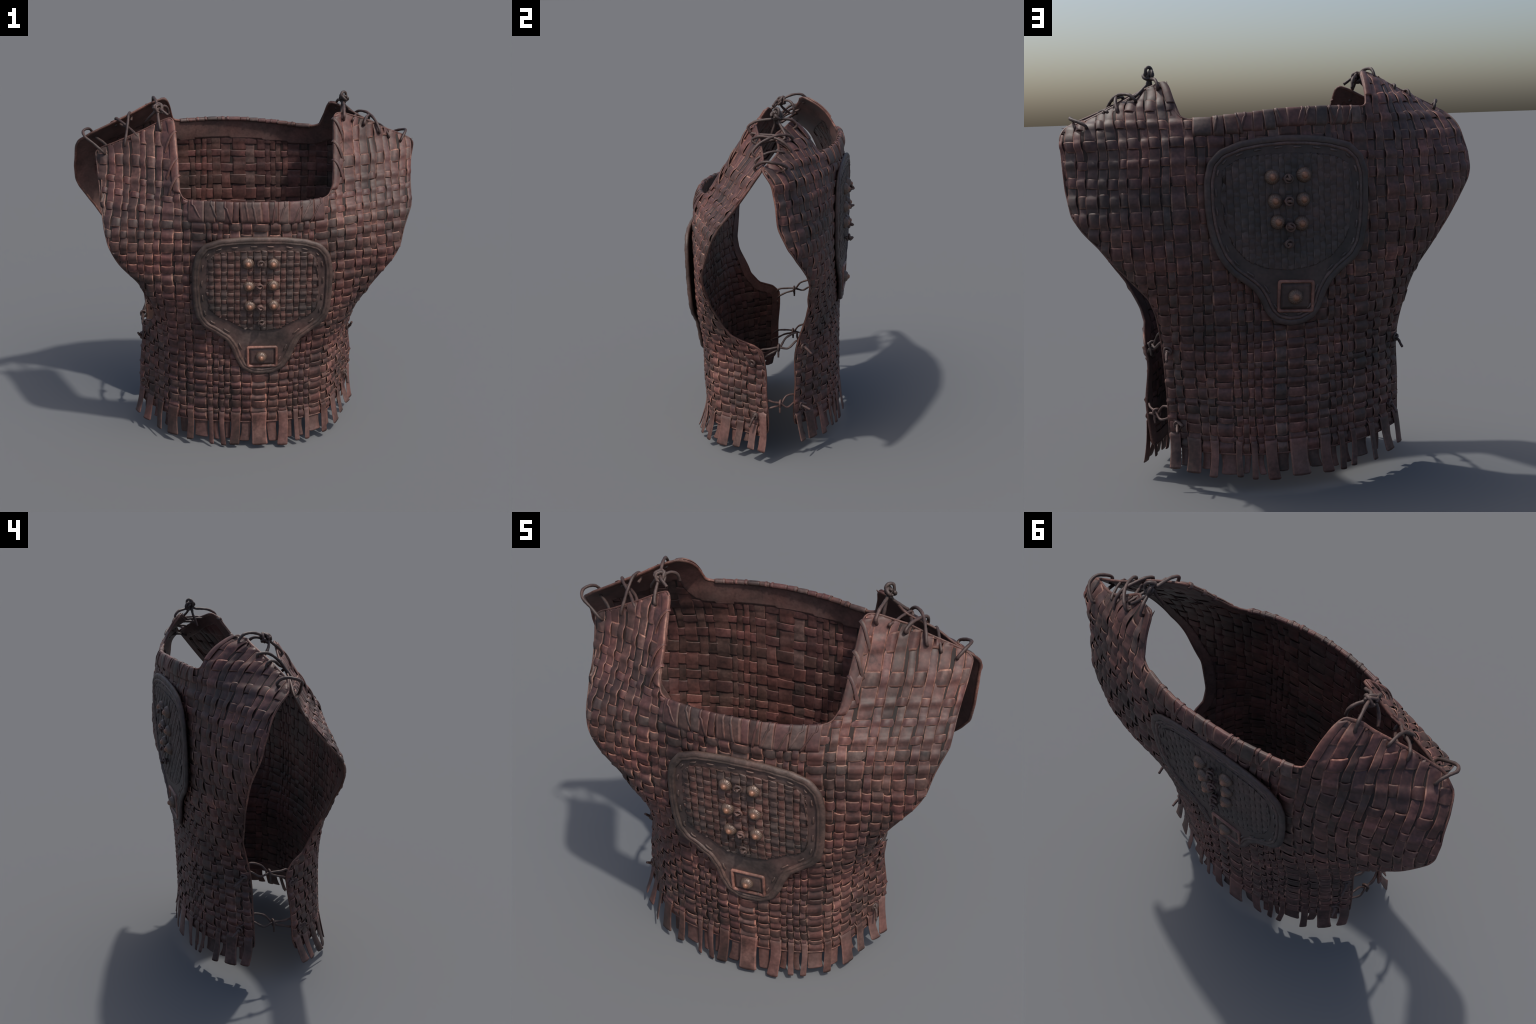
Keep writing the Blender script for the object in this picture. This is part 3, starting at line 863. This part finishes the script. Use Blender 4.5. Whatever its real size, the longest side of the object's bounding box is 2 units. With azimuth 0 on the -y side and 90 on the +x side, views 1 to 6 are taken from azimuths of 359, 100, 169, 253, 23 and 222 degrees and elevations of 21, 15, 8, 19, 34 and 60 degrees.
def buckle_frame(slab, cx, cz, w, h, tilt, parent):
    """Raised rectangular frame around the lowest stud, with a stepped inner panel."""
    ct, sn = math.cos(tilt), math.sin(tilt)

    def rect(hw, hh, r):
        pts = []
        for qx, qz, g0 in [(1, 1, 0), (-1, 1, 90), (-1, -1, 180), (1, -1, 270)]:
            for g in np.linspace(g0, g0 + 90, 6):
                pts.append((qx * (hw - r) + r * math.cos(math.radians(g)), qz * (hh - r) + r * math.sin(math.radians(g))))
        p = np.array(pts)
        return np.stack([cx + p[:, 0] * ct - p[:, 1] * sn, cz + p[:, 0] * sn + p[:, 1] * ct], axis=1)

    def ringed(name, rings, mat, cap):
        V, F = [], []
        m = 24
        for d, hgt in rings:
            q = rect(w / 2 - d, h / 2 - d, max(.002, .012 - d * .4))
            V += list(slab.at(q[:, 0], q[:, 1], np.full(m, hgt)))
        for i in range(len(rings) - 1):
            for k in range(m):
                a, b = i * m + k, i * m + (k + 1) % m
                F.append((a, b, b + m, a + m) if slab.out > 0 else (a + m, b + m, b, a))
        if cap:
            f = tuple((len(rings) - 1) * m + k for k in range(m))
            F.append(f if slab.out > 0 else f[::-1])
        mesh_object(name, V, F, [mat], parent)

    ringed("buckle_frame", [(-.003, -.004), (-.003, .007), (.000, .0105), (.005, .0112), (.009, .0095), (.012, .003), (.012, -.004)], COPPER_EDGE, False)
    ringed("buckle_panel", [(.011, -.004), (.012, .0015), (.018, .0005), (.020, .002), (.023, .0045), (.028, .0048), (.036, .004)], BADGE, True)


buckle_frame(fslab, .103, .590, .170, .130, 0.01, fbadge)
buckle_frame(bslab, -.033, .932, .168, .146, 0.06, bbadge)

# ------------------------------------------------------------------ lacing
R = .0078
lace = root


def knot_bundle(c, r, rng, loops=4):
    """Granny knot: a few loops of cord in different planes around one point."""
    out = []
    c = np.asarray(c, float)
    for k in range(loops):
        n = np.array([rng.uniform(-1, 1), rng.uniform(-1, 1), rng.uniform(-.6, .6)])
        s, u, n = frame_of(n + np.array([.01, 0, 0]))
        o = c + np.array([rng.uniform(-.3, .3), rng.uniform(-.3, .3), rng.uniform(-.4, .4)]) * r
        g0 = rng.uniform(0, 6)
        out.append([o + r * rng.uniform(.8, 1.05) * (s * math.cos(g0 + g) + u * math.sin(g0 + g)) + n * r * .25 * math.sin(g * .5) for g in np.linspace(0, 5.9, 14)])
    return out


# right shoulder (+x)
kn = np.array([.568, .125, 1.972])
cords("shoulder_lace", [
    [(.56, -.012, 1.868), (.56, -.030, 1.895), (.562, .005, 1.925), (.566, .06, 1.938), (.567, .10, 1.945), kn],
    [(.537, .205, 1.885), (.538, .230, 1.910), (.545, .21, 1.935), (.558, .165, 1.945), (.566, .13, 1.95), kn + (.0, 0, .01)],
    [kn + (0, -.01, -.01), (.560, .115, 1.92), (.556, .10, 1.87), (.552, .09, 1.835)],
    [kn + (0, .01, -.01), (.575, .14, 1.93), (.60, .16, 1.90), (.64, .19, 1.865)],
], R, [CORD], lace)
cords("shoulder_knot", knot_bundle(kn - np.array([0, 0, .004]), .023, random.Random(51), 5), R, [CORD], lace)
cords("shoulder_lace", [
    [(.682, .042, 1.825), (.680, .014, 1.846), (.688, .04, 1.863), (.708, .10, 1.868), (.728, .165, 1.858), (.730, .210, 1.825), (.725, .224, 1.800), (.725, .20, 1.785)],
    [(.77, .065, 1.768), (.772, .036, 1.792), (.758, .06, 1.832), (.738, .105, 1.860), (.70, .17, 1.878), (.660, .212, 1.868), (.643, .222, 1.850), (.64, .19, 1.835)],
    [(.70, .05, 1.83), (.69, .09, 1.84), (.66, .16, 1.85), (.645, .20, 1.84)],
], R, [CORD], lace)
cords("shoulder_lace", [
    [(.90, .095, 1.715), (.903, .070, 1.735), (.922, .095, 1.762), (.938, .135, 1.777), (.936, .17, 1.773), (.900, .212, 1.757), (.87, .228, 1.738), (.868, .20, 1.72)],
    [(.88, .09, 1.72), (.87, .13, 1.735), (.86, .17, 1.74), (.865, .20, 1.735)],
], R, [CORD], lace)
cords("shoulder_lace", [
    [(.61, .01, 1.855), (.612, -.002, 1.868), (.625, .05, 1.868), (.64, .12, 1.868), (.662, .185, 1.856), (.668, .17, 1.845)],
    [(.83, .075, 1.742), (.832, .060, 1.758), (.815, .09, 1.786), (.79, .15, 1.806), (.768, .195, 1.798), (.765, .18, 1.79)],
], R * .85, [CORD], lace)
# left shoulder (-x)
kn = np.array([-.477, -.022, 1.936])
cords("shoulder_lace", [
    [(-.462, -.095, 1.82), (-.460, -.116, 1.838), (-.468, -.095, 1.870), (-.475, -.055, 1.905), kn],
    [(-.52, .11, 1.915), (-.519, .137, 1.935), (-.515, .115, 1.965), (-.50, .06, 1.972), (-.485, .01, 1.955), kn],
    [kn, (-.465, .0, 1.935), (-.445, .035, 1.935), (-.43, .06, 1.915), (-.425, .07, 1.88)],
    [kn, (-.50, -.03, 1.91), (-.53, -.01, 1.875), (-.55, .02, 1.85)],
    [kn, (-.455, -.05, 1.93), (-.43, -.06, 1.912), (-.42, -.065, 1.905)],
], R, [CORD], lace)
cords("shoulder_knot", knot_bundle(kn, .024, random.Random(53), 5), R, [CORD], lace)
cords("shoulder_lace", [
    [(-.583, -.055, 1.765), (-.584, -.080, 1.782), (-.636, -.035, 1.822), (-.698, .012, 1.858), (-.722, .045, 1.862), (-.724, .060, 1.838), (-.722, .035, 1.82)],
    [(-.66, -.065, 1.725), (-.66, -.090, 1.742), (-.652, -.065, 1.80), (-.646, -.02, 1.860), (-.645, .035, 1.892), (-.642, .075, 1.885), (-.636, .075, 1.865), (-.636, .045, 1.85)],
    [(-.60, -.04, 1.78), (-.62, -.01, 1.80), (-.67, .025, 1.82), (-.70, .04, 1.83)],
], R, [CORD], lace)
cords("shoulder_lace", [
    [(-.775, -.055, 1.675), (-.777, -.084, 1.692), (-.83, -.085, 1.745), (-.886, -.066, 1.788), (-.897, -.035, 1.805), (-.884, .0, 1.812), (-.866, .036, 1.800), (-.858, .050, 1.778), (-.856, .03, 1.762)],
    [(-.75, -.05, 1.70), (-.77, -.02, 1.72), (-.81, .01, 1.745), (-.84, .025, 1.76)],
], R, [CORD], lace)


# flank lacing
def flank(front_pt, back_pt, fedge, bedge, sx, rng, style):
    """Two strands between the panels tied together half way, with stopper knots outside."""
    f, b, fe, be = (np.array(p, float) for p in (front_pt, back_pt, fedge, bedge))
    mid = fe * .52 + be * .48 + np.array([-.004 * sx, 0, -.006])
    up, out = np.array([0, 0, 1.0]), np.array([sx, 0, 0.0])
    e = .030
    paths = [
        [f - out * .030, fe - out * .018 + up * e * .7, fe * .6 + mid * .4 + up * e * .5, mid + up * .004 + out * .006, mid * .5 + be * .5 - up * e * .9 + out * .01, be - out * .012 - up * e * .5, b - out * .03],
        [f - out * .030, fe - out * .018 - up * e, fe * .6 + mid * .4 - up * e * .6, mid - up * .006, mid * .55 + be * .45 + up * e * 1.2 - out * .01, be - out * .015 + up * e * .9, be + up * e * .3 - out * .016, b - out * .034],
        [mid + up * .016 - out * .010, mid + up * .015 + out * .012, mid - up * .004 + out * .018, mid - up * .020 + out * .008, mid - up * .016 - out * .012, mid + up * .004 - out * .016, mid + up * .016 - out * .004],
        [mid - up * .01 + out * .01, mid - up * .03 + out * .012, mid - up * .052 + out * .010],
    ]
    cords("flank_lace", paths, R * .78, [CORD], lace)
    for p, surf, (dy, dz) in ((f, front, style[0]), (b, back, style[1])):
        a = surf.a_of(p[0], p[2], p[1])
        c, n = surf.at(np.array(a), np.array(p[2]), np.array(-.002)), surf.normal(np.array(a), np.array(p[2]))
        tail = [c + n * .012, c + n * .026 + np.array([0, dy * .3, dz * .3]), c + n * .030 + np.array([0, dy * .7, dz * .7]), c + n * .034 + np.array([0, dy, dz])]
        cords("stopper_knot", [coil(c, n, .0165, 1.5, .011, rng.uniform(0, 6)), tail], R * .9, [CORD], lace)


fr = random.Random(61)
flank((.634, -.005, .595), (.556, .275, .685), (.648, .055, .655), (.586, .240, .735), 1, fr, ((-.03, .05), (.03, -.035)))
flank((.640, .005, .275), (.535, .285, .315), (.663, .086, .362), (.568, .225, .357), 1, fr, ((-.02, -.06), (.035, -.02)))
flank((-.628, -.090, .570), (-.592, .195, .645), (-.612, -.056, .634), (-.607, .158, .695), -1, fr, ((-.02, .03), (.045, -.035)))
flank((-.615, -.140, .290), (-.560, .230, .310), (-.625, -.065, .335), (-.605, .150, .385), -1, fr, ((-.02, .02), (.03, -.03)))
